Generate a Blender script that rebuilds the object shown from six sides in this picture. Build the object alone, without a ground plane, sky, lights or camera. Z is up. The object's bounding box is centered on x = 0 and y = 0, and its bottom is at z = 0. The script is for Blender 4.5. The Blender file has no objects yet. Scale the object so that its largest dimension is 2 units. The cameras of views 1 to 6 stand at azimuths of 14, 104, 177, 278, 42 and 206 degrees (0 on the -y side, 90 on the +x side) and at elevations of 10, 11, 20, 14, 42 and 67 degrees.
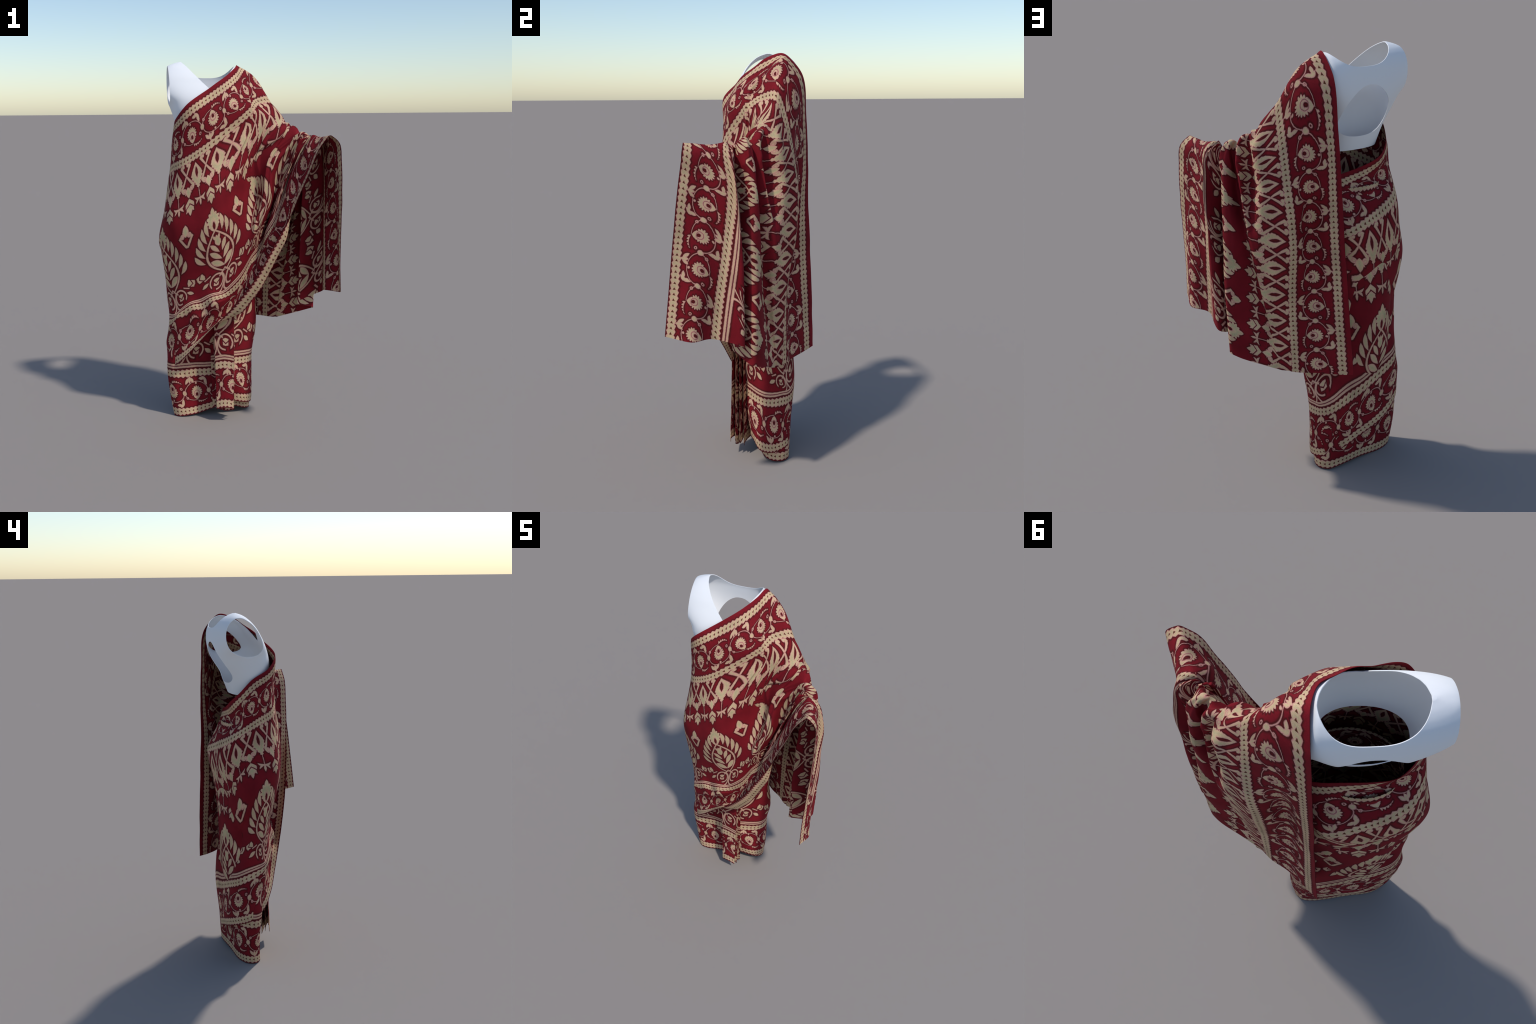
# A draped red printed sari over a white sleeveless blouse, built part by part.
# Fabric coordinates: "weft_run" u (in pattern repeats along the cloth) and
# "warp_run" v (metres across the cloth, 0 = upper border edge, 1.207 = lower border edge).
import bpy, math, numpy as np

REPEAT = 0.133          # metres of one diamond repeat along the cloth
WIDTH = 1.207           # cloth width
THICK = 0.0022

# ------------------------------------------------------------------ helpers
def catmull(points, params, samples):
    """Non-uniform Catmull-Rom (Hermite) through points (n,k) at params (n,)."""
    p = np.asarray(points, float); t = np.asarray(params, float); s = np.asarray(samples, float)
    n = len(t)
    m = np.zeros_like(p)
    d = (p[1:] - p[:-1]) / (t[1:] - t[:-1])[:, None]
    m[0], m[-1] = d[0], d[-1]
    for i in range(1, n - 1):
        h0, h1 = t[i] - t[i - 1], t[i + 1] - t[i]
        m[i] = (d[i - 1] * h1 + d[i] * h0) / (h0 + h1)
    i = np.clip(np.searchsorted(t, s, side='right') - 1, 0, n - 2)
    h = (t[i + 1] - t[i])
    x = ((s - t[i]) / h)[:, None]
    h = h[:, None]
    return ((2 * x**3 - 3 * x**2 + 1) * p[i] + (x**3 - 2 * x**2 + x) * h * m[i]
            + (-2 * x**3 + 3 * x**2) * p[i + 1] + (x**3 - x**2) * h * m[i + 1])

def thin_plate(sites, values, smooth=0.0):
    """Thin-plate spline (u,v)->xyz through landmarks."""
    s = np.asarray(sites, float); y = np.asarray(values, float); n = len(s)
    def ker(r2): return 0.5 * r2 * np.log(np.maximum(r2, 1e-12))
    K = ker(((s[:, None] - s[None])**2).sum(-1)) + smooth * np.eye(n)
    Pm = np.c_[np.ones(n), s]
    A = np.block([[K, Pm], [Pm.T, np.zeros((3, 3))]])
    w = np.linalg.solve(A, np.r_[y, np.zeros((3, 3))])
    def f(q):
        q = np.asarray(q, float); out = np.empty((len(q), 3))
        for a in range(0, len(q), 8000):
            c = q[a:a + 8000]
            out[a:a + 8000] = ker(((c[:, None] - s[None])**2).sum(-1)) @ w[:n] + np.c_[np.ones(len(c)), c] @ w[n:]
        return out
    return f

def grid_normals(G):
    du = np.gradient(G, axis=1); dv = np.gradient(G, axis=0)
    n = np.cross(du, dv)
    l = np.linalg.norm(n, axis=-1, keepdims=True)
    return n / np.maximum(l, 1e-9)

def smoothstep(a, b, x):
    t = np.clip((x - a) / (b - a), 0, 1); return t * t * (3 - 2 * t)

def value_noise(x, y, seed):
    rng = np.random.default_rng(seed); T = rng.random((64, 64))
    xi, yi = np.floor(x).astype(int), np.floor(y).astype(int); fx, fy = x - xi, y - yi
    fx, fy = fx * fx * (3 - 2 * fx), fy * fy * (3 - 2 * fy)
    g = lambda a, b: T[a % 64, b % 64]
    return ((g(xi, yi) * (1 - fx) + g(xi + 1, yi) * fx) * (1 - fy) + (g(xi, yi + 1) * (1 - fx) + g(xi + 1, yi + 1) * fx) * fy) * 2 - 1

ROOT = None
def adopt(obj, parent=None):
    bpy.context.scene.collection.objects.link(obj)
    obj.parent = parent or ROOT
    return obj

def cloth_object(name, G, N, U, V, material, caps=(1, 1, 1, 1), parent=None, thick=THICK):
    """Thin cloth from a grid of points: two faces THICK apart plus hems on the chosen
    borders (first row, last row, first column, last column)."""
    r, c = G.shape[:2]
    top = (G + N * thick / 2).reshape(-1, 3); bot = (G - N * thick / 2).reshape(-1, 3)
    verts = np.r_[top, bot]; off = r * c
    idx = np.arange(off).reshape(r, c)
    a, b, d, e = idx[:-1, :-1].ravel(), idx[:-1, 1:].ravel(), idx[1:, 1:].ravel(), idx[1:, :-1].ravel()
    faces = [np.stack([a, b, d, e], 1), np.stack([e, d, b, a], 1) + off]
    def strip(line):
        p, q = line[:-1], line[1:]
        return np.stack([p, p + off, q + off, q], 1)
    lines = (idx[0], idx[-1][::-1], idx[:, 0][::-1], idx[:, -1])
    for on, line in zip(caps, lines):
        if on: faces.append(strip(line))
    faces = np.concatenate(faces)
    me = bpy.data.meshes.new(name)
    me.from_pydata(verts.tolist(), [], faces.tolist())
    me.update()
    normals = np.r_[N.reshape(-1, 3), -N.reshape(-1, 3)]
    me.polygons.foreach_set('use_smooth', np.ones(len(faces), bool))
    me.normals_split_custom_set_from_vertices(normals.tolist())
    for key, val in (('weft_run', U), ('warp_run', V)):
        at = me.attributes.new(key, 'FLOAT', 'POINT')
        at.data.foreach_set('value', np.r_[val.ravel(), val.ravel()].astype(np.float32))
    me.materials.append(material)
    return adopt(bpy.data.objects.new(name, me), parent)

# ------------------------------------------------------------------ fabric material
class Ex:
    """A scalar expression made of Math nodes (constants folded)."""
    tree = None
    def __init__(s, v): s.v = v
    @staticmethod
    def of(v): return v if isinstance(v, Ex) else Ex(float(v))
    @staticmethod
    def op(kind, *args, clamp=False):
        args = [Ex.of(a) for a in args]
        if all(isinstance(a.v, float) for a in args) and kind in CONST and not clamp:
            return Ex(float(CONST[kind](*[a.v for a in args])))
        n = Ex.tree.nodes.new('ShaderNodeMath'); n.operation = kind; n.use_clamp = clamp; n.hide = True
        for i, a in enumerate(args):
            if isinstance(a.v, float): n.inputs[i].default_value = a.v
            else: Ex.tree.links.new(a.v, n.inputs[i])
        return Ex(n.outputs[0])
    def __add__(s, o): return Ex.op('ADD', s, o)
    __radd__ = __add__
    def __sub__(s, o): return Ex.op('SUBTRACT', s, o)
    def __rsub__(s, o): return Ex.op('SUBTRACT', o, s)
    def __mul__(s, o): return Ex.op('MULTIPLY', s, o)
    __rmul__ = __mul__
    def __truediv__(s, o): return Ex.op('DIVIDE', s, o)
    def __neg__(s): return Ex.op('MULTIPLY', s, -1.0)
    def __abs__(s): return Ex.op('ABSOLUTE', s)
CONST = {'ADD': lambda a, b: a + b, 'SUBTRACT': lambda a, b: a - b, 'MULTIPLY': lambda a, b: a * b}
def emax(*a):
    r = a[0]
    for b in a[1:]: r = Ex.op('MAXIMUM', r, b)
    return r
def emin(*a):
    r = a[0]
    for b in a[1:]: r = Ex.op('MINIMUM', r, b)
    return r
def sat(a): return Ex.op('MULTIPLY', a, 1.0, clamp=True)
def root(a): return Ex.op('SQRT', a)
def fract(a): return Ex.op('FRACT', a)
def floor(a): return Ex.op('FLOOR', a)
def sine(a): return Ex.op('SINE', a)
def less(a, b): return Ex.op('LESS_THAN', a, b)
def madd(a, b, c): return Ex.op('MULTIPLY_ADD', a, b, c)

def turned(x, y, cx, cy, deg):
    """Local coordinates: t along the axis (deg from +y, towards +x), n across it."""
    a = math.radians(deg); c, s = math.cos(a), math.sin(a)
    t = madd(x, s, madd(y, c, -(cx * s + cy * c)))
    n = madd(x, c, madd(y, -s, -(cx * c - cy * s)))
    return t, n
def leaf(x, y, cx, cy, deg, l, w, bend=0.0, taper=0.0):
    t, n = turned(x, y, cx, cy, deg)
    q = 1.0 - t * t * (1 / (l * l))
    if bend: n = n - q * bend
    if taper: q = q * emax(1.0 + t * (taper / l), 0.1)
    return q * w - abs(n)
def ellipse(x, y, cx, cy, rx, ry, deg=0.0):
    t, n = turned(x, y, cx, cy, deg)
    t, n = t * (1 / ry), n * (1 / rx)
    return (1.0 - root(t * t + n * n)) * min(rx, ry)
def ring(x, y, cx, cy, r, w, sq=1.0):
    dx, dy = x - cx, (y - cy) * (1 / sq)
    return w - abs(root(dx * dx + dy * dy) - r)
def stroke(x, y, cx, cy, deg, l, w):
    t, n = turned(x, y, cx, cy, deg)
    return emin(w - abs(n), l - abs(t))
def scallop(x, y, cx, cy, r, lobes, depth):
    dx, dy = x - cx, y - cy
    a = Ex.op('ARCTAN2', dx, dy)
    return madd(abs(sine(a * (lobes / 2))), depth, r) - root(dx * dx + dy * dy)

def build_print(u, v):
    """Returns (m, hole): m > 0 inside the printed motifs, hole > 0 in their dark eyes."""
    Y = v * (1 / REPEAT)
    # --- four wheat-ear chains
    yc = emin(abs(v - 0.043), abs(v - 0.240), abs(v - 0.992), abs(v - 1.184)) * (1 / REPEAT)
    saw = fract(u * 5.5 + yc * 3.0)
    tooth = abs(saw - 0.5)
    m = emin(0.150 - tooth * 0.09 - yc, (0.5 - tooth) * 0.42 - emax(yc - 0.045, 0.0) * 0.75 + 0.035)
    cx = fract(u * 5.5) - 0.5
    hole = emin(0.022 + cx * 0.10 - yc, 0.21 - abs(cx))
    m = emin(m, hole * -1.0 + 0.004)
    chain_zone = 0.2 - yc
    m = emin(m, chain_zone)
    hole = emin(hole, 0.1 - yc)
    # --- flowering vine in both borders: bud - flower - bud, mirrored from cell to cell
    low = less(0.6, v)
    fu = u * (1 / 1.05) + low * 0.4 + 0.45
    cell = floor(fu)
    flip = fract(cell * 0.5) * 4.0 - 1.0
    x = (fract(fu) - 0.5) * 1.05
    y = (Y - (low * 0.948 + 0.140) * (1 / REPEAT)) * flip
    vine = scallop(x, y, 0, 0.0, 0.175, 15, 0.06)
    vine = emax(vine, leaf(x, y, 0, 0.17, 0, 0.14, 0.13))
    vine = emin(vine, -ellipse(x, y, 0.0, 0.10, 0.058, 0.068))
    vine = emin(vine, abs(scallop(x, y, 0, 0.06, 0.115, 2, 0.0)) * 1.0 - 0.004)
    vine = emax(vine, emin(ring(x, y, 0.0, 0.0, 0.50, 0.014, 0.78), -y))
    vine = emax(vine, emin(ring(x, y, 0.0, 0.0, 0.50, 0.014, 0.66), y, -x))
    for bx in (-0.525, 0.525):
        vine = emax(vine, ellipse(x, y, bx, 0.0, 0.085, 0.10))
    for cx, cy, deg, l in ((-0.36, -0.44, -38, 0.14), (-0.25, -0.48, -5, 0.14), (-0.15, -0.45, 28, 0.12), (0.41, -0.36, 15, 0.14), (0.37, -0.48, 48, 0.14), (0.25, -0.48, 85, 0.12)):
        vine = emax(vine, leaf(x, y, cx, cy, deg, l, 0.058))
    t, n = turned(x, y, 0.24, 0.40, 96)
    n = n - t * t * 1.3
    fern = emin(0.03 - t * 0.10 - abs(n + 0.02), 0.2 - abs(t))
    fern = emin(fern, n + 0.03 + abs(fract(t * 11.0) - 0.5) * 0.16 - 0.03)
    vine = emax(vine, fern)
    vine = emax(vine, ring(x, y, -0.42, 0.19, 0.038, 0.014), ring(x, y, 0.40, 0.16, 0.038, 0.014), ellipse(x, y, 0.0, -0.33, 0.04, 0.04))
    m = emax(m, vine)
    # --- ikat row: diamonds, hearts, pendants, leaves (mirror-folded about each diamond)
    x = abs(fract(u + 0.5) - 0.5)
    sx = 0.5 - x
    y = Y - 2.40
    body = emin((y + 0.38) * 0.74 - x, 0.385 - y * 0.62 - x, 0.29 - x)
    serr = abs(fract(y * 9.0) - 0.5) * 0.10
    body = body - serr * sat(y * 5.0 + 0.6)
    body = emin(body, -leaf(x, y, 0.0, -0.03, 0, 0.20, 0.065) * 1.0)
    ik = body * 0.8
    hy = Y - 2.12
    tt = sat((hy + 0.19) * (1 / 0.40))
    wide = (1.0 - tt) * 0.27 * (sat(tt * 5.0) * 0.5 + 0.5)
    ik = emax(ik, emin(0.028 + (1.0 - tt) * 0.03 - abs(sx - wide) * 0.8, 0.20 - abs(hy - 0.01)))
    ik = emax(ik, scallop(sx, hy, 0.105, -0.135, 0.062, 2, 0.0))
    by = Y - 2.60
    tt = sat((by + 0.27) * (1 / 0.52))
    wide = tt * 0.36 * (sat((1.0 - tt) * 4.0) * 0.45 + 0.55)
    ik = emax(ik, emin(0.030 + tt * 0.032 - abs(sx - wide) * 0.8, 0.27 - abs(by + 0.01)))
    ik = emax(ik, scallop(sx, by, 0.175, 0.215, 0.098, 2, 0.0))
    ik = emax(ik, leaf(sx, by, 0.0, 0.33, 0, 0.21, 0.12, taper=-0.3), leaf(sx, by, 0.09, 0.30, 40, 0.11, 0.035))
    ik = emin(ik, abs(scallop(sx, by, 0.165, 0.22, 0.048, 2, 0.0)) + 0.004)
    py = Y - 3.34
    ik = emax(ik, emin(0.014 - x, 0.24 - abs(py + 0.26)))
    ik = emax(ik, leaf(x, py, 0.0, 0.12, 0, 0.14, 0.045), leaf(x, py, 0.11, 0.07, 50, 0.13, 0.04, bend=0.03),
              leaf(x, py, 0.13, -0.07, 105, 0.13, 0.042, bend=-0.055), emin(0.035 - abs(py), 0.10 - x))
    ly = Y - 3.43
    lf = emin(ellipse(sx, ly, 0.0, -0.03, 0.20, 0.25), (ly + 0.27) * 0.95 - sx * 0.85, 0.20 - ly + sx * 0.2)
    lf = emax(lf, leaf(sx, ly, 0.0, 0.18, 0, 0.16, 0.075), leaf(sx, ly, 0.12, 0.12, 30, 0.11, 0.04))
    lf = emin(lf, abs(ly - sx * 0.85 + 0.08) - 0.022)
    ik = emax(ik, lf)
    m = emax(m, ik)
    # --- floating hearts between the trees
    x = abs(fract((u + 0.5) * 0.4) - 0.5) * 2.5
    y = Y - 4.46
    tt = sat((y + 0.10) * (1 / 0.46))
    wide = (1.0 - tt) * 0.33 * (sat(tt * 5.0) * 0.45 + 0.55)
    ht = emax(emin(0.046 - abs(x - wide) * 0.8, 0.23 - abs(y - 0.13)), scallop(x, y, 0.15, -0.08, 0.095, 2, 0.0))
    ht = emin(ht, abs(scallop(x, y, 0.145, -0.07, 0.048, 2, 0.0)) + 0.006)
    ht = emax(ht, leaf(x, y, 0.0, -0.24, 0, 0.22, 0.13), leaf(x, y, 0.09, -0.24, 35, 0.09, 0.04))
    m = emax(m, ht)
    # --- the tree (mirror-folded)
    x = abs(fract((u + 0.5) * 0.4 + 0.5) - 0.5) * 2.5
    y = Y - 5.60
    tr = emax(scallop(x, y, 0.0, -1.24, 0.235, 11, 0.085), leaf(x, y, 0, -1.50, 0, 0.20, 0.10))
    tr = emax(tr, leaf(x, y, 0, -1.02, 0, 0.21, 0.19))
    tr = emin(tr, -ellipse(x, y, 0.0, -1.04, 0.062, 0.14))
    tt = sat((y + 0.86) * (1 / 1.62))
    wide = tt * (1.0 - tt) * 1.85 + tt * tt * (1.0 - tt) * 1.0
    tr = emax(tr, emin(0.036 - abs(x - wide) * 0.78, 0.80 - abs(y + 0.06)))
    for cx, cy, deg, l, w in ((0.24, 0.36, -55, 0.32, 0.115), (0.24, 0.05, -45, 0.31, 0.10), (0.20, -0.23, -35, 0.25, 0.085)):
        tr = emax(tr, leaf(x, y, cx, cy, deg, l, w, taper=-0.3))
    tr = emax(tr, leaf(x, y, 0.0, -0.47, 0, 0.22, 0.13, taper=0.4), leaf(x, y, 0.09, -0.58, -30, 0.14, 0.055))
    for cx, cy, deg, l in ((0.31, -1.06, -4, 0.31), (0.49, -0.86, -10, 0.32), (0.65, -0.62, -16, 0.32), (0.78, -0.36, -24, 0.31), (0.88, -0.08, -36, 0.29)):
        tr = emax(tr, leaf(x, y, cx, cy, deg, l, 0.09, bend=0.06, taper=-0.25), leaf(x, y, cx + 0.07, cy + 0.03, deg - 38, 0.10, 0.035))
    curl = ring(x, y, 0.37, 1.01, 0.29, 0.032)
    curl = emin(curl, emax(0.37 - x, 0.12 + (1.0 - y), x - 0.58))
    tr = emax(tr, curl)
    tr = emax(tr, ring(x, y, 0.55, 1.12, 0.53, 0.032) - less(0.24, x) * 1.0 - less(y, 0.75) * 1.0 - less(1.5, y) * 1.0)
    tr = emax(tr, stroke(x, y, 0.11, 0.73, 52, 0.19, 0.030))
    for cx, cy, deg, s in ((0.38, 1.01, 0, 1.25), (1.03, 0.62, 70, 1.5)):
        t, n = turned(x, y, cx, cy, deg)
        tu = emin(0.115 * s - abs(n), 0.12 * s - abs(t)) - abs(n) * 0.25
        tu = emin(tu, abs(t + abs(n) * 0.9 - 0.05 * s) - 0.026)
        tr = emax(tr, tu)
    tr = emax(tr, leaf(x, y, 0.88, 1.02, 60, 0.18, 0.08), stroke(x, y, 0.76, 0.74, 68, 0.15, 0.026))
    m = emax(m, tr)
    # --- twin lines above the lower border
    m = emax(m, 0.036 - abs(v - 0.947) * (1 / REPEAT), 0.036 - abs(v - 0.9605) * (1 / REPEAT))
    return m, hole

def fabric_material():
    mat = bpy.data.materials.new('printed_cotton'); mat.use_nodes = True
    nt = mat.node_tree; nt.nodes.clear(); Ex.tree = nt
    au = nt.nodes.new('ShaderNodeAttribute'); au.attribute_name = 'weft_run'
    av = nt.nodes.new('ShaderNodeAttribute'); av.attribute_name = 'warp_run'
    tc = nt.nodes.new('ShaderNodeTexCoord')
    jit = nt.nodes.new('ShaderNodeTexNoise'); jit.inputs['Scale'].default_value = 90.0; jit.inputs['Detail'].default_value = 2.0
    nt.links.new(tc.outputs['Object'], jit.inputs['Vector'])
    j = Ex(jit.outputs[0]) - 0.5
    u = madd(j, 0.035, Ex(au.outputs['Fac'])); v = madd(j, 0.003, Ex(av.outputs['Fac']))
    m, hole = build_print(u, v)
    ramp = nt.nodes.new('ShaderNodeValToRGB')
    fac = madd(m, 2.0, 0.5)
    nt.links.new(fac.v, ramp.inputs[0])
    cr = ramp.color_ramp
    stops = [(0.36, RED), (0.45, RED_DARK), (0.480, RED_DARK), (0.525, PINK), (0.56, CREAM), (0.62, CREAM), (0.74, SAGE)]
    cr.elements[0].position, cr.elements[0].color = stops[0][0], (*stops[0][1], 1)
    cr.elements[1].position, cr.elements[1].color = stops[-1][0], (*stops[-1][1], 1)
    for p, c in stops[1:-1]:
        e = cr.elements.new(p); e.color = (*c, 1)
    mix = nt.nodes.new('ShaderNodeMix'); mix.data_type = 'RGBA'
    nt.links.new(sat(hole * 60.0 + 0.5).v, mix.inputs[0])
    nt.links.new(ramp.outputs[0], mix.inputs[6]); mix.inputs[7].default_value = (*BROWN, 1)
    cloud = nt.nodes.new('ShaderNodeTexNoise'); cloud.inputs['Scale'].default_value = 11.0; cloud.inputs['Detail'].default_value = 4.0
    nt.links.new(tc.outputs['Object'], cloud.inputs['Vector'])
    grain = nt.nodes.new('ShaderNodeTexNoise'); grain.inputs['Scale'].default_value = 420.0
    nt.links.new(tc.outputs['Object'], grain.inputs['Vector'])
    k = madd(Ex(cloud.outputs[0]), 0.70, 0.65) * madd(Ex(grain.outputs[0]), 0.7, 0.65)
    mul = nt.nodes.new('ShaderNodeMix'); mul.data_type = 'RGBA'; mul.blend_type = 'MULTIPLY'; mul.inputs[0].default_value = 1.0
    comb = nt.nodes.new('ShaderNodeCombineColor')
    for i in range(3): nt.links.new(k.v, comb.inputs[i])
    nt.links.new(mix.outputs[2], mul.inputs[6]); nt.links.new(comb.outputs[0], mul.inputs[7])
    bump = nt.nodes.new('ShaderNodeBump'); bump.inputs['Strength'].default_value = 0.12; bump.inputs['Distance'].default_value = 0.002
    nt.links.new(grain.outputs[0], bump.inputs['Height'])
    bs = nt.nodes.new('ShaderNodeBsdfPrincipled')
    bs.inputs['Roughness'].default_value = 0.85; bs.inputs['Specular IOR Level'].default_value = 0.12
    nt.links.new(mul.outputs[2], bs.inputs['Base Color']); nt.links.new(bump.outputs[0], bs.inputs['Normal'])
    out = nt.nodes.new('ShaderNodeOutputMaterial'); nt.links.new(bs.outputs[0], out.inputs[0])
    return mat

RED, RED_DARK = (0.180, 0.008, 0.014), (0.075, 0.008, 0.008)
PINK, CREAM, SAGE, BROWN = (0.60, 0.28, 0.23), (0.54, 0.38, 0.225), (0.43, 0.38, 0.21), (0.085, 0.035, 0.012)

def blouse_material():
    mat = bpy.data.materials.new('white_blouse_cloth'); mat.use_nodes = True
    nt = mat.node_tree; bs = nt.nodes['Principled BSDF']
    tc = nt.nodes.new('ShaderNodeTexCoord'); no = nt.nodes.new('ShaderNodeTexNoise'); no.inputs['Scale'].default_value = 260.0
    nt.links.new(tc.outputs['Object'], no.inputs['Vector'])
    ra = nt.nodes.new('ShaderNodeValToRGB')
    ra.color_ramp.elements[0].color = (0.83, 0.83, 0.84, 1); ra.color_ramp.elements[1].color = (0.87, 0.87, 0.875, 1)
    nt.links.new(no.outputs[0], ra.inputs[0]); nt.links.new(ra.outputs[0], bs.inputs['Base Color'])
    bs.inputs['Roughness'].default_value = 0.8; bs.inputs['Specular IOR Level'].default_value = 0.15
    return mat

# ------------------------------------------------------------------ the wrapped sheet
# crest over shoulder, elbow and forearm: (repeat u, width v, x, y, z), neck side to forearm tip
CREST = [
    ('neck_edge', 2.7, 0.0, -.130, .122, 1.994), ('border_mid', 3.0, .07, -.072, .125, 1.966), ('vine', 3.3, .14, -.015, .126, 1.912),
    ('chain', 3.15, .24, .054, .128, 1.802), ('diamond', 3.15, .285, .100, .124, 1.750), ('fold_e', 3.3, .335, .138, .110, 1.698),
    ('dip_e', 3.7, .42, .170, .098, 1.660), ('fold_d', 3.9, .475, .202, .086, 1.650), ('dip_d', 4.3, .55, .230, .042, 1.618),
    ('face_b', 4.5, .59, .248, .036, 1.618), ('fold_b', 4.7, .64, .262, .020, 1.617), ('dip_c', 5.5, .78, .286, -.002, 1.592), ('fold_a', 6.7, .95, .310, -.024, 1.592),
    ('lower_chain', 7.4, 1.02, .322, -.034, 1.605), ('lower_vine', 8.1, 1.09, .380, -.090, 1.598), ('forearm_tip', 8.5, WIDTH, .440, -.172, 1.612),
]
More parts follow.
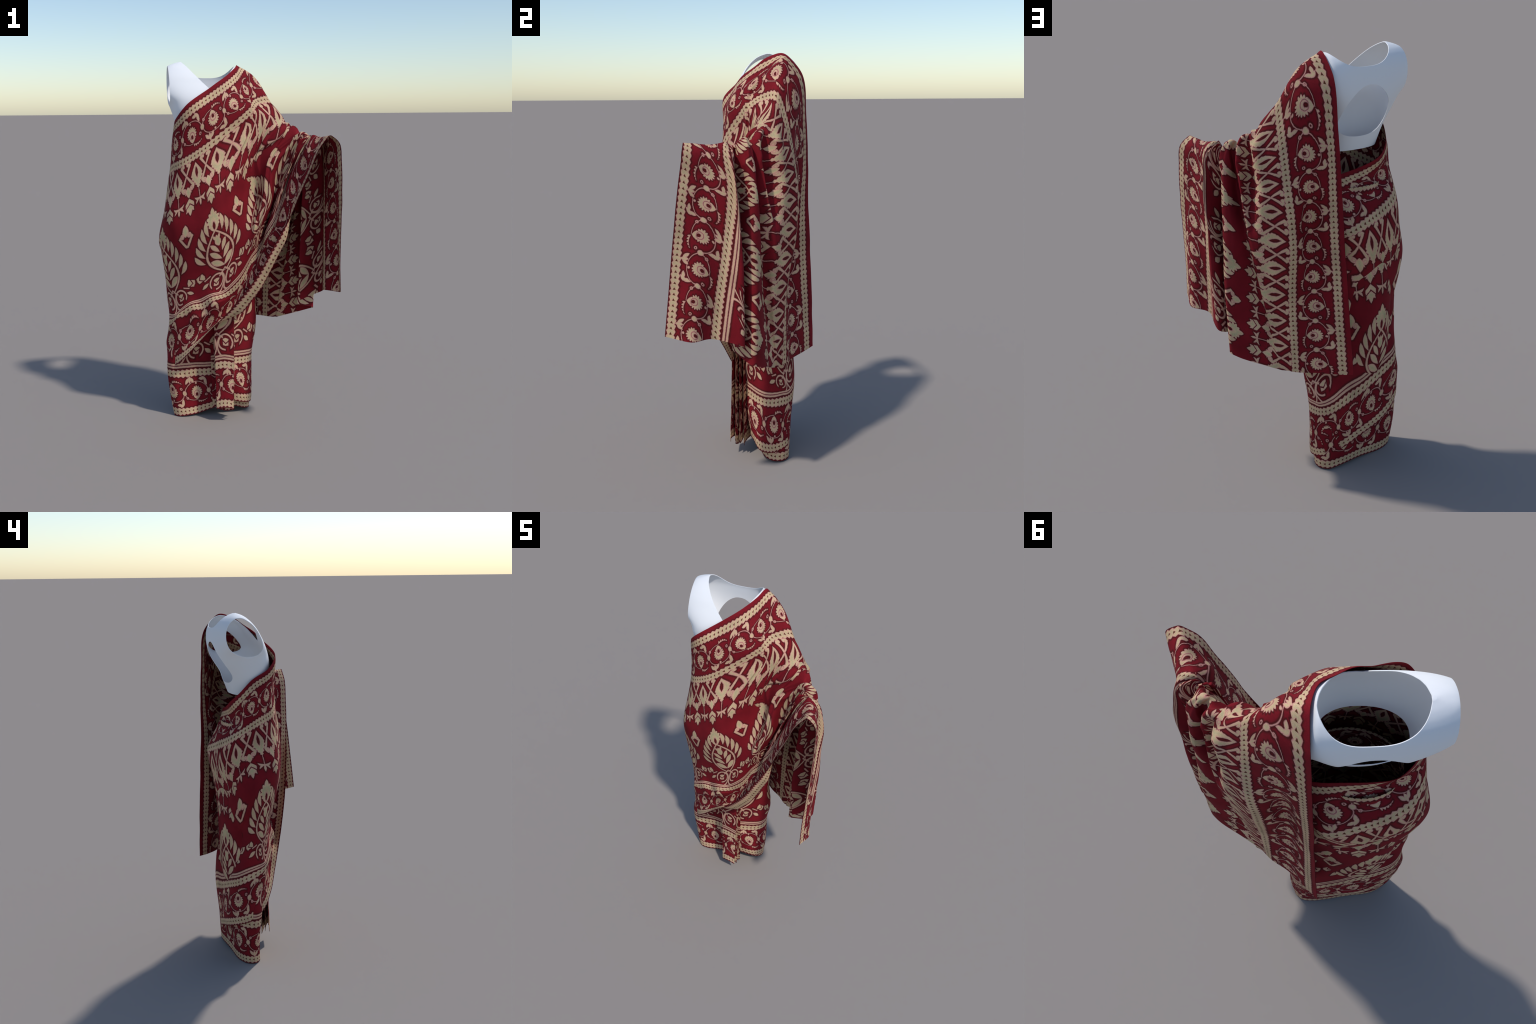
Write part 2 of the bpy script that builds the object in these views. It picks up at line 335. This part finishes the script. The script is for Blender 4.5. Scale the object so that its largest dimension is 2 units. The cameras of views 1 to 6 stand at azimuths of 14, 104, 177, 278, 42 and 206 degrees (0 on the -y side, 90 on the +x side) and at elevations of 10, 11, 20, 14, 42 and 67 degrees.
# landmarks of the wrap around the body: rows at one width v, entries (u, x, y, z)
WRAP = {
    'upper_edge': (0.0, [(-10.6, -.10, -.13, 1.38), (-9, .005, .01, 1.41), (-7.6, -.02, .085, 1.43), (-6.6, -.11, .105, 1.44), (-5.5, -.211, .085, 1.462), (-3.95, -.391, .018, 1.522),
        (-3.3, -.428, -.045, 1.58), (-2.7, -.422, -.11, 1.65), (-1.76, -.379, -.194, 1.704), (-.95, -.304, -.222, 1.777), (.14, -.219, -.131, 1.853),
        (.7, -.177, -.080, 1.892), (1.4, -.141, -.008, 1.934), (2.1, -.120, .060, 1.972)]),
    'vine': (.14, [(-.95, -.284, -.209, 1.619), (.06, -.177, -.177, 1.700), (1.1, -.088, -.112, 1.772), (2.15, -.049, -.001, 1.835), (3.0, -.022, .085, 1.888), (-3.2, -.442, -.1, 1.50), (-4.3, -.396, -.017, 1.412), (-5.35, -.320, .070, 1.370)]),
    'chain': (.24, [(-7.5, -.13, .135, 1.205), (-6.8, -.217, .187, 1.22), (-5.9, -.328, .130, 1.258), (-5.2, -.391, .083, 1.286), (-4.7, -.437, .041, 1.310), (-4.3, -.461, .005, 1.331),
        (-2.4, -.413, -.172, 1.437), (2.4, .000, .046, 1.786)]),
    'diamond': (.303, [(-4.5, -.466, .029, 1.216), (-8, -.06, .095, 1.18), (-9.3, -.01, .05, 1.14), (-10.6, -.11, -.10, 1.12), (-5, -.424, .075, 1.189), (-2, -.375, -.215, 1.371), (-1, -.264, -.221, 1.434),
        (0, -.165, -.176, 1.507), (1, -.037, -.027, 1.646), (2, .030, .031, 1.705), (2.8, .090, .098, 1.722)]),
    'leaf': (.456, [(-5.5, -.399, .055, .998), (-6.5, -.292, .114, .956), (-2.5, -.415, -.239, 1.175), (-1.5, -.298, -.235, 1.238), (-.5, -.183, -.231, 1.304), (.5, -.097, -.165, 1.364), (1.5, -.041, -.064, 1.427),
        (2.5, .015, .015, 1.506), (-3.6, -.500, -.10, 1.17), (-6.9, -.20, .158, 1.03)]),
    'pendant': (.40, [(-5, -.444, .028, 1.065), (3.0, .139, .008, 1.630)]),
    'crown': (.595, [(-5.5, -.367, .061, .838)]),
    'hip': (.55, [(-3.8, -.521, -.10, 1.04)]),
    'heart': (.633, [(-4.25, -.479, -.05, .874), (-1.75, -.321, -.232, 1.015), (-.5, -.167, -.218, 1.105), (.75, -.055, -.118, 1.188), (2, .020, -.004, 1.275),
        (3.25, .107, -.031, 1.434), (-5.5, -.357, .045, .794), (-6.9, -.20, .132, .77), (-8, -.06, .110, .72), (-9.3, -.03, .04, .74), (-10.6, -.11, -.09, .78), (-3.9, -.505, -.1, .93)]),
    'tree_mid': (.75, [(-4, -.488, -.10, .80), (-9.3, -.025, .05, .60)]),
    'tree_base': (.87, [(-4.6, -.446, -.022, .630), (-5.2, -.393, .018, .605), (-.5, -.131, -.155, .851), (-8, -.069, .143, .442), (-6.9, -.2, .149, .58), (4.3, .149, -.05, 1.316), (3.0, .075, .0, 1.13), (5.5, .226, -.021, 1.579), (-4, -.492, -.1, .69)]),
    'tree_foot': (.925, [(-3, -.408, -.168, .640), (-.5, -.149, -.152, .772)]),
    'lines': (.955, [(-10.1, -.121, -.042, .369), (-9.3, -.050, .040, .362), (-8.4, -.07, .13, .37), (-7.3, -.163, .168, .406), (-6.2, -.295, .105, .462), (-5.6, -.371, .054, .495), (-4.9, -.443, .006, .528),
        (-4.4, -.481, -.035, .552), (-3.9, -.485, -.10, .585), (-3.3, -.430, -.174, .605), (-1.8, -.276, -.175, .701), (-.1, -.100, -.147, .793),
        (3.7, .076, -.083, 1.074), (4.5, .132, -.084, 1.164)]),
    'chain_low': (1.015, [(-2.9, -.403, -.190, .598), (-2.3, -.314, -.200, .646), (-1.2, -.198, -.200, .702), (1.5, .0, -.10, .90)]),
    'main_fold': (.70, [(2.9, .104, -.064, 1.288), (3.7, .120, .020, 1.350)]),
    'main_fold_low': (.80, [(2.6, .075, -.096, 1.165), (3.3, .100, .005, 1.220)]),
    'border_tuck': (.95, [(6.9, .252, .000, 1.500), (6.0, .202, -.012, 1.400), (5.3, .168, -.022, 1.300)]),
    'border_inner': (1.03, [(7.4, .283, -.078, 1.554), (6.7, .236, -.045, 1.476), (6.2, .216, -.056, 1.415), (5.5, .197, -.081, 1.332)]),
    'vine_low_top': (1.04, [(-2.55, -.345, -.180, .560), (-1.5, -.226, -.172, .630), (-.5, -.122, -.148, .705)]),
    'vine_low': (1.09, [(-3.6, -.464, -.139, .449), (-2.55, -.348, -.170, .502), (-1.5, -.229, -.159, .570), (-.5, -.125, -.137, .650), (.6, -.058, -.122, .722), (2.0, .02, -.120, .84), (3.5, .112, -.128, 1.04), (5.0, .189, -.135, 1.208), (6.0, .245, -.125, 1.329), (6.95, .300, -.115, 1.451), (7.8, .353, -.102, 1.566), (-5.1, -.403, .038, .345), (-6.1, -.292, .097, .287), (-8.3, -.069, .125, .200), (-4, -.507, -.1, .43),
        (-10.0, -.105, -.035, .22)]),
    'lower_edge': (WIDTH, [(-10.5, -.130, -.037, .083), (-9.7, -.060, .020, .06), (-9, -.055, .08, .058), (-8.1, -.117, .143, .081), (-7.3, -.2, .13, .11), (-6.5, -.30, .09, .155), (-5.6, -.401, .042, .200),
        (-4.7, -.480, -.045, .250), (-4.1, -.500, -.104, .281), (-3.4, -.428, -.161, .317), (-2.4, -.343, -.195, .397), (-1.25, -.240, -.209, .509), (.2, -.105, -.221, .651), (1.95, .043, -.231, .830),
        (3.6, .155, -.231, 1.021), (5.2, .255, -.222, 1.210), (6.8, .338, -.212, 1.401), (7.9, .402, -.195, 1.551)]),
}
# the hanging end: for every fold line the (v, x, y, z) at successive levels below the crest
HANG = {
    'neck_edge': [(0, -.166, .196, 1.900), (0, -.184, .216, 1.674), (0, -.205, .231, 1.200), (0, -.219, .239, .945), (0, -.240, .247, .566)],
    'border_mid': [(.07, -.105, .188, 1.870), (.07, -.128, .210, 1.630), (.07, -.140, .188, 1.200), (.07, -.150, .192, .945), (.07, -.165, .213, .556)],
    'vine': [(.14, -.034, .180, 1.822), (.14, -.058, .198, 1.570), (.14, -.066, .150, 1.200), (.14, -.077, .152, .945), (.14, -.083, .180, .551)],
    'chain': [(.24, .050, .163, 1.700), (.24, .037, .213, 1.500), (.24, .016, .212, 1.200), (.24, .023, .174, .945), (.24, .017, .155, .550)],
    'diamond': [(.298, .105, .158, 1.660), (.305, .105, .192, 1.490), (.300, .075, .200, 1.205), (.288, .070, .168, .945), (.262, .035, .151, .550)],
    'fold_e': [(.350, .158, .152, 1.622), (.355, .152, .176, 1.482), (.365, .140, .176, 1.210), (.336, .120, .150, .950), (.28, .050, .146, .551)],
    'dip_e': [(.42, .180, .095, 1.605), (.43, .185, .088, 1.470), (.405, .178, .160, 1.210), (.355, .140, .140, .950), (.30, .068, .141, .552)],
    'fold_d': [(.48, .228, .092, 1.612), (.49, .232, .117, 1.470), (.428, .201, .142, 1.205), (.370, .156, .132, .950), (.315, .085, .139, .555)],
    'dip_d': [(.54, .246, .052, 1.585), (.54, .245, .045, 1.460), (.48, .212, .084, 1.200), (.42, .168, .092, .945), (.35, .110, .128, .561)],
    'face_b': [(.58, .272, .058, 1.590), (.57, .288, .092, 1.470), (.55, .274, .110, 1.200), (.58, .286, .108, .945), (.55, .280, .110, .619)],
    'fold_b': [(.64, .288, .045, 1.588), (.63, .307, .068, 1.470), (.62, .316, .073, 1.200), (.65, .318, .074, .945), (.63, .318, .066, .642)],
    'dip_c': [(.78, .288, -.004, 1.565), (.78, .278, -.010, 1.450), (.77, .270, -.030, 1.190), (.76, .262, -.035, .945), (.74, .245, -.030, .685)],
    'fold_a': [(.94, .350, .004, 1.580), (.955, .384, .034, 1.450), (.92, .373, .052, 1.200), (.89, .366, .053, .945), (.86, .357, .052, .733)],
    'lower_chain': [(1.0, .358, -.020, 1.583), (1.0, .385, .006, 1.440), (1.0, .390, -.014, 1.197), (1.0, .402, -.051, .945), (1.0, .408, -.069, .774)],
    'lower_vine': [(1.09, .408, -.078, 1.573), (1.09, .430, -.077, 1.470), (1.09, .460, -.098, 1.200), (1.09, .484, -.117, .960), (1.09, .498, -.135, .782)],
    'forearm_tip': [(WIDTH, .490, -.160, 1.568), (WIDTH, .506, -.168, 1.480), (WIDTH, .515, -.202, 1.200), (WIDTH, .513, -.233, .935), (WIDTH, .517, -.246, .808)],
}

# tucks and creases: from (u, v) to (u, v), height, reach in repeats
TUCKS = [
    (2.45, .12, 0.35, .42, .014, .55), (1.75, .22, 1.35, .47, .010, .35), (2.30, .24, 1.9, .50, .010, .35), (2.85, .30, 2.45, .58, .014, .40),
    (-3.1, .56, -5.9, .80, .007, .8), (-2.8, .06, -3.7, .21, .008, .5), (-4.6, .03, -5.6, .20, .006, .5), (3.8, .44, 1.1, .93, .016, .8), (-2.6, 1.03, -0.2, 1.03, .008, .35),
]

SIDE = 1.0          # the grid normal points inwards

def tucked(U, V):
    h = np.zeros_like(U); Y = V / REPEAT
    for u0, v0, u1, v1, amp, reach in TUCKS:
        a = np.array([u0, v0 / REPEAT]); b = np.array([u1, v1 / REPEAT]); L = np.linalg.norm(b - a); t = (b - a) / L
        s = (U - a[0]) * t[0] + (Y - a[1]) * t[1]
        d = -(U - a[0]) * t[1] + (Y - a[1]) * t[0]
        d = d + 0.06 * np.sin(s * 2.1 + u0)
        h += amp * np.where(d > 0, np.exp(-d / reach), np.exp(d / 0.045)) * smoothstep(-.15, .5, s) * (1 - smoothstep(L - .8, L + .1, s))
    return h

def build_sheet(material):
    per = 20
    nk = len(CREST); q = np.linspace(0, nk - 1, (nk - 1) * per + 1)
    crest = np.array([c[1:] for c in CREST])
    ring_par = np.arange(nk)
    C = catmull(crest, ring_par, q)                      # u, v, x, y, z along the crest
    sites, vals = [], []
    for row, (v, pts) in WRAP.items():
        for p in pts: sites.append((p[0], v / REPEAT)); vals.append(p[1:])
    for c in CREST: sites.append((c[1], c[2] / REPEAT)); vals.append(c[3:])
    f = thin_plate(sites, vals, smooth=0.02)
    # body part: t 0..1 from the start of the wrap (at the pleats) to the crest
    nt = 360; t = np.linspace(0, 1, nt)
    ustart = -10.6
    U = ustart + (C[:, 0][:, None] - ustart) * t[None]
    V = np.repeat(C[:, 1][:, None], nt, 1)
    body = f(np.c_[U.ravel(), (V / REPEAT).ravel()]).reshape(len(q), nt, 3)
    # the free lower edge runs taut from shin to forearm; behind it the border sags like a hammock
    edge = np.array(WRAP['lower_edge'][1] + [CREST[-1][1:2] + CREST[-1][3:]])
    taut = catmull(edge[:, 1:], edge[:, 0], U[-1])
    body += (taut - body[-1])[None] * smoothstep(1.12, WIDTH, V)[..., None]
    slack = smoothstep(-.8, .6, U) * (1 - smoothstep(4.0, 5.6, U)) * np.sin(np.pi * np.clip((V - 1.10) / (WIDTH - 1.10), 0, 1))
    body += slack[..., None] * np.array([.044, .004, -.036])
    gap = C[:, 2:] - body[:, -1]
    body += gap[:, None] * smoothstep(0.82, 1.0, t)[None, :, None]
    # hanging part
    lev = len(HANG['vine']); keys = list(HANG)
    L = np.array([[HANG[k][i] for k in keys] for i in range(lev)])      # level, key, (v,x,y,z)
    rows = [C[:, 1:]] + [catmull(L[i], ring_par, q) for i in range(lev)]
    R = np.stack(rows, 1)                                               # q, level, (v,x,y,z)
    nh = 170
    tan = body[:, -1] - body[:, -6]
    H = np.empty((len(q), nh, 4))
    for i in range(len(q)):
        seg = np.linalg.norm(np.diff(R[i, :, 1:], axis=0), axis=1); par = np.r_[0, np.cumsum(np.maximum(seg, 1e-4))]
        H[i] = catmull(R[i], par, np.linspace(0, 1, nh) ** 1.25 * par[-1])
    hang = H[..., 1:]; HV = H[..., 0]
    # run along the cloth: counted back from the cut end, eased into the wrap's own run at the crest
    arc = np.c_[np.zeros(len(q)), np.cumsum(np.linalg.norm(np.diff(hang, axis=1), axis=-1), axis=1)]
    wide = np.ones(31) / 31
    total = np.convolve(np.pad(arc[:, -1], 15, 'edge'), wide, 'valid')
    end = 13.0 + 1.6 * smoothstep(0.9, 1.1, C[:, 1])[:, None]
    HU = end - (total[:, None] * (1 - arc / arc[:, -1:])) / REPEAT
    HU += (C[:, 0] - HU[:, 0])[:, None] * (1 - smoothstep(0.0, 0.42, arc))
    G = np.concatenate([body, hang[:, 1:]], 1)
    UU = np.concatenate([U, HU[:, 1:]], 1); VV = np.concatenate([V, HV[:, 1:]], 1)
    # the cloth rounds over shoulder and arm instead of creasing
    rowk = np.arange(len(q)) / per
    shoulder = smoothstep(9, 4, rowk)[:, None, None]
    near = np.abs(np.arange(G.shape[1]) - (nt - 1))[None, 1:-1, None]
    win = np.clip(1 - near / (11.0 + 14.0 * shoulder), 0, 1) * (0.35 + 0.65 * shoulder)
    for _ in range(110):
        G[:, 1:-1] += 0.45 * win * (0.5 * (G[:, :-2] + G[:, 2:]) - G[:, 1:-1])
    sag = (C[:, 2:] - G[:, nt - 1])                       # put the crest back at its height
    G += sag[:, None] * (np.clip(1 - np.abs(np.arange(G.shape[1]) - (nt - 1)) / 60.0, 0, 1)**2 * (3 - 2 * np.clip(1 - np.abs(np.arange(G.shape[1]) - (nt - 1)) / 60.0, 0, 1)))[None, :, None] * 0.45
    N = grid_normals(G)
    col = np.arange(G.shape[1])[None]
    onbody = (1 - smoothstep(nt - 30, nt - 2, col))
    h = tucked(UU, VV) * onbody
    elbow = smoothstep(.28, .36, VV) * (1 - smoothstep(.95, 1.05, VV)) * smoothstep(nt - 55, nt - 15, col) * (1 - smoothstep(nt + 15, nt + 50, col))
    crump = 1 - 2 * np.abs(value_noise(UU * 1.1 + 3.0, VV * 17.0, 11))
    h = h + .009 * elbow * crump + .0022 * value_noise(UU * 1.7, VV * 9.0, 3) + .004 * value_noise(UU * .55, VV * 14.0, 8) * smoothstep(nt - 60, nt, col)
    G = G - N * h[..., None] * SIDE
    N = grid_normals(G)
    return G, N, UU, VV, nt

# ------------------------------------------------------------------ inner skirt
def closed_ring(pts, n):
    p = np.array(pts, float); p = np.r_[p[-2:], p, p[:3]]
    seg = np.r_[0, np.cumsum(np.linalg.norm(np.diff(p[:, :2], axis=0), axis=1))]
    a, b = seg[2], seg[-3]
    return catmull(p, seg, np.linspace(a, b, n))

def build_inner_skirt(material):
    hem = [(-.070, .080, .008), (-.090, .125, .004), (-.130, .143, .004), (-.187, .129, .012), (-.250, .094, .014), (-.300, .061, .012), (-.345, .031, .004), (-.395, .002, .0),
           (-.440, -.035, .0), (-.466, -.080, .0), (-.460, -.122, .001), (-.425, -.137, .0), (-.375, -.127, .006), (-.325, -.098, .012), (-.250, -.078, .040), (-.170, -.030, .05), (-.120, .005, .035), (-.085, .040, .016)]
    shin = [(-.062, .085, .14), (-.084, .130, .14), (-.130, .150, .14), (-.190, .136, .14), (-.255, .100, .14), (-.312, .063, .14), (-.362, .034, .14), (-.418, .003, .14),
            (-.462, -.035, .14), (-.488, -.080, .14), (-.484, -.122, .14), (-.448, -.140, .14), (-.385, -.118, .13), (-.330, -.096, .14), (-.255, -.076, .15), (-.170, -.035, .16), (-.118, .000, .15), (-.080, .040, .14)]
    knee = [(-.060, .08, .31), (-.080, .13, .31), (-.13, .155, .31), (-.19, .140, .31), (-.26, .105, .31), (-.32, .070, .31), (-.378, .037, .31), (-.432, .004, .31),
            (-.472, -.040, .31), (-.496, -.090, .31), (-.490, -.135, .31), (-.455, -.155, .31), (-.39, -.128, .31), (-.335, -.098, .31), (-.280, -.080, .31), (-.18, -.045, .32), (-.118, -.012, .33), (-.075, .030, .32)]
    def oval(z, cx, cy, rx, ry, tilt):
        out = []
        for k in range(18):
            a = math.radians(10 + 20 * k); s = math.radians(tilt)
            x, y = rx * math.cos(a), ry * math.sin(a)
            out.append((cx + x * math.cos(s) - y * math.sin(s), cy + x * math.sin(s) + y * math.cos(s), z))
        return out
    rings = [hem, shin, knee, oval(.62, -.255, -.015, .205, .130, 20), oval(.95, -.250, -.03, .215, .155, 15), oval(1.2, -.235, -.02, .195, .150, 10), oval(1.40, -.235, -.03, .165, .125, 10)]
    rows = np.stack([closed_ring(r, 180) for r in rings])
    zpar = np.array([0, .14, .31, .62, .95, 1.2, 1.40])
    zz = np.linspace(1.40, 0, 120)
    G = np.stack([catmull(rows[:, k], zpar, zz) for k in range(180)], 1)
    peri = np.linalg.norm(np.diff(G[-20:], axis=1), axis=-1).mean(0)
    U = np.repeat((np.r_[0, np.cumsum(peri)] / REPEAT)[None], 120, 0)
    V = np.repeat((WIDTH * (1 - zz / 1.40))[:, None], 180, 1)
    # keep the border at its true size near the hem
    V = np.maximum(V, WIDTH - np.repeat(zz[:, None], 180, 1) * 0.83)
    N = grid_normals(G)
    return cloth_object('inner_skirt', G, N, U - 0.7, V, material, caps=(1, 1, 0, 0))

# ------------------------------------------------------------------ front pleats
def build_pleats(material):
    holder = bpy.data.objects.new('pleat_bundle', None); adopt(holder)
    # fold lines of the accordion, seen from above: x at the top, y at the top, then at the bottom
    lines = [(-.203, -.148, -.188, -.164), (-.092, -.130, -.096, -.146), (-.198, -.130, -.184, -.138), (-.096, -.112, -.100, -.122), (-.205, -.116, -.192, -.118),
             (-.104, -.096, -.106, -.100), (-.226, -.100, -.212, -.098), (-.112, -.078, -.112, -.080), (-.250, -.084, -.240, -.080)]
    rng = np.random.default_rng(5)
    n = 60; zs = np.linspace(.66, 0, n)
    u0 = -10.35
    for k in range(len(lines) - 1):
        A, B = lines[k], lines[k + 1]
        lift = .074 + .012 * (k % 3) - .004 * k
        g = np.empty((n, 14, 3)); U = np.empty((n, 14)); V = np.empty((n, 14))
        for j in range(14):
            s = j / 13; bow = math.sin(math.pi * s) * (-.006 if k % 2 == 0 else .004)
            low = lift + rng.uniform(-.006, .006) * 0 + .012 * math.sin(3 * s + k)
            w = (.66 - zs) / .66
            top = np.array([A[0] + (B[0] - A[0]) * s, A[1] + (B[1] - A[1]) * s]); bot = np.array([A[2] + (B[2] - A[2]) * s, A[3] + (B[3] - A[3]) * s])
            z = .66 + (low - .66) * w
            g[:, j, 0] = top[0] + (bot[0] - top[0]) * w**1.5
            g[:, j, 1] = top[1] + (bot[1] - top[1]) * w**1.5 + bow
            g[:, j, 2] = z
            U[:, j] = u0 + (k + s) * .82 if k else u0 - .25 + s * .82
            V[:, j] = WIDTH - (.66 - low) * (1 - w) * .86
        N = grid_normals(g)
        cloth_object('pleat', g, N, U, V, material, caps=(0, 1, 0, 0), parent=holder, thick=.0016)

# ------------------------------------------------------------------ blouse
def build_blouse(material):
    turn = math.radians(25.2); e1 = np.array([math.cos(turn), math.sin(turn), 0]); e2 = np.array([math.sin(turn), -math.cos(turn), 0]); o = np.array([-.27, 0, 0])
    world = lambda a, b, z: o + e1 * a + e2 * b + np.array([0, 0, z])
    # torso sections: z, front/back centre, half depth, half width, squareness
    secs = [(1.558, .060, .098, .165, 2.2), (1.65, .048, .122, .190, 2.3), (1.735, .026, .146, .214, 2.5), (1.778, .012, .148, .230, 2.6), (1.83, -.004, .140, .272, 2.6), (1.88, -.018, .126, .290, 2.6), (1.93, -.030, .106, .276, 2.6),
            (1.966, -.038, .080, .242, 2.6), (1.982, -.041, .062, .222, 2.5), (1.994, -.044, .040, .190, 2.5), (2.001, -.046, .020, .165, 2.3)]
    def drop(a): return -.020 * float(smoothstep(.05, .17, a)) - .055 * float(smoothstep(.155, .215, a))
    z = np.array([s[0] for s in secs]); zz = 1.558 + (2.001 - 1.558) * (1 - (1 - np.linspace(0, 1, 60))**1.6)
    S = catmull(np.array([s[1:] for s in secs]), z, zz)
    nseg = 128
    verts, faces = [], []
    for i, (bc, rb, ra, ex) in enumerate(S):
        for k in range(nseg):
            a = 2 * math.pi * k / nseg; c, s = math.cos(a), math.sin(a)
            av = .020 + ra * math.copysign(abs(c)**(2 / ex), c) * (1 if c < 0 else .80)
            verts.append(world(av, bc + rb * math.copysign(abs(s)**(2 / ex), s), zz[i] + drop(av) * float(smoothstep(1.7, 1.95, zz[i])) + .02 * max(s, 0) * (1 - float(smoothstep(1.56, 1.7, zz[i])))))
    for i in range(len(S) - 1):
        for k in range(nseg):
            faces.append((i * nseg + k, i * nseg + (k + 1) % nseg, (i + 1) * nseg + (k + 1) % nseg, (i + 1) * nseg + k))
    top = len(S) - 1
    faces.append([top * nseg + k for k in range(nseg)])
    me = bpy.data.meshes.new('blouse'); me.from_pydata([tuple(map(float, v)) for v in verts], [], faces); me.update()
    ob = adopt(bpy.data.objects.new('blouse', me)); me.materials.append(material)
    so = ob.modifiers.new('shell', 'SOLIDIFY'); so.thickness = .0025; so.offset = -1
    def cutter(sections):
        """closed loft through rings of equal length"""
        v, f = [], []
        n = len(sections[0])
        for s in sections: v += [tuple(map(float, p)) for p in s]
        for i in range(len(sections) - 1):
            for k in range(n): f.append((i * n + k, i * n + (k + 1) % n, (i + 1) * n + (k + 1) % n, (i + 1) * n + k))
        f.append(list(range(n))[::-1]); f.append([(len(sections) - 1) * n + k for k in range(n)])
        m2 = bpy.data.meshes.new('cut'); m2.from_pydata(v, [], f); m2.update()
        import bmesh
        bm = bmesh.new(); bm.from_mesh(m2); bmesh.ops.recalc_face_normals(bm, faces=bm.faces); bm.to_mesh(m2); bm.free()
        c = bpy.data.objects.new('cut', m2); bpy.context.scene.collection.objects.link(c)
        md = ob.modifiers.new('opening', 'BOOLEAN'); md.object = c; md.operation = 'DIFFERENCE'; md.solver = 'EXACT'
        return c
    cuts = []
    # neckline: a scoop, deep in front, shallow behind
    def scoop(b, bottom, power, side):
        pts = []
        for k in range(33):
            a = -1 + 2 * k / 32
            pts.append(world(.020 + a * .165, b, bottom + (2.02 - bottom) * abs(a)**power))
        pts.append(world(.185, b, 2.2)); pts.append(world(-.145, b, 2.2))
        return pts
    cuts.append(cutter([scoop(-.32, 1.925, 3.2, 0), scoop(-.09, 1.920, 3.0, 0), scoop(-.045, 1.90, 2.4, 0), scoop(.03, 1.875, 1.6, 0), scoop(.14, 1.838, 1.25, 0), scoop(.32, 1.80, 1.2, 0)]))
    for lim, far in ((-.209, -.40), (.208, .40)):          # sleeveless: the caps are cut straight
        box = lambda q: [world(q, -.3, 1.60), world(q, .3, 1.60), world(q, .3, 2.1), world(q, -.3, 2.1)]
        cuts.append(cutter([box(lim), box(far)]))
    key = []
    for t in np.linspace(0, 2 * math.pi, 64, endpoint=False):
        c, s = math.cos(t), math.sin(t)
        key.append((.0 + (.118 - .035 * s) * math.copysign(abs(c)**.9, c), 1.733 + .114 * math.copysign(abs(s)**.85, s)))
    cuts.append(cutter([[world(a, b, zc) for a, zc in key] for b in (-.36, -.005)]))
    bpy.context.view_layer.update()
    dg = bpy.context.evaluated_depsgraph_get()
    new = bpy.data.meshes.new_from_object(ob.evaluated_get(dg))
    ob.modifiers.clear(); ob.data = new; new.name = 'blouse'
    for c in cuts:
        bpy.data.objects.remove(c)
    new.polygons.foreach_set('use_smooth', np.ones(len(new.polygons), bool))
    new.set_sharp_from_angle(angle=math.radians(45))
    return ob

# ------------------------------------------------------------------ assembly
def main():
    global ROOT
    ROOT = bpy.data.objects.new('draped_sari', None)
    bpy.context.scene.collection.objects.link(ROOT)
    ROOT['label'] = 'red printed sari draped over a white sleeveless blouse'
    ROOT['category'] = 'sari dress'
    fabric = fabric_material(); white = blouse_material()
    G, N, U, V, nt = build_sheet(fabric)
    cut = nt - 1
    cloth_object('wrapped_drape', G[:, :cut + 1], N[:, :cut + 1], U[:, :cut + 1], V[:, :cut + 1], fabric, caps=(1, 1, 1, 0))
    cloth_object('hanging_pallu', G[:, cut:], N[:, cut:], U[:, cut:], V[:, cut:], fabric, caps=(1, 1, 0, 1))
    build_inner_skirt(fabric)
    build_pleats(fabric)
    build_blouse(white)

main()
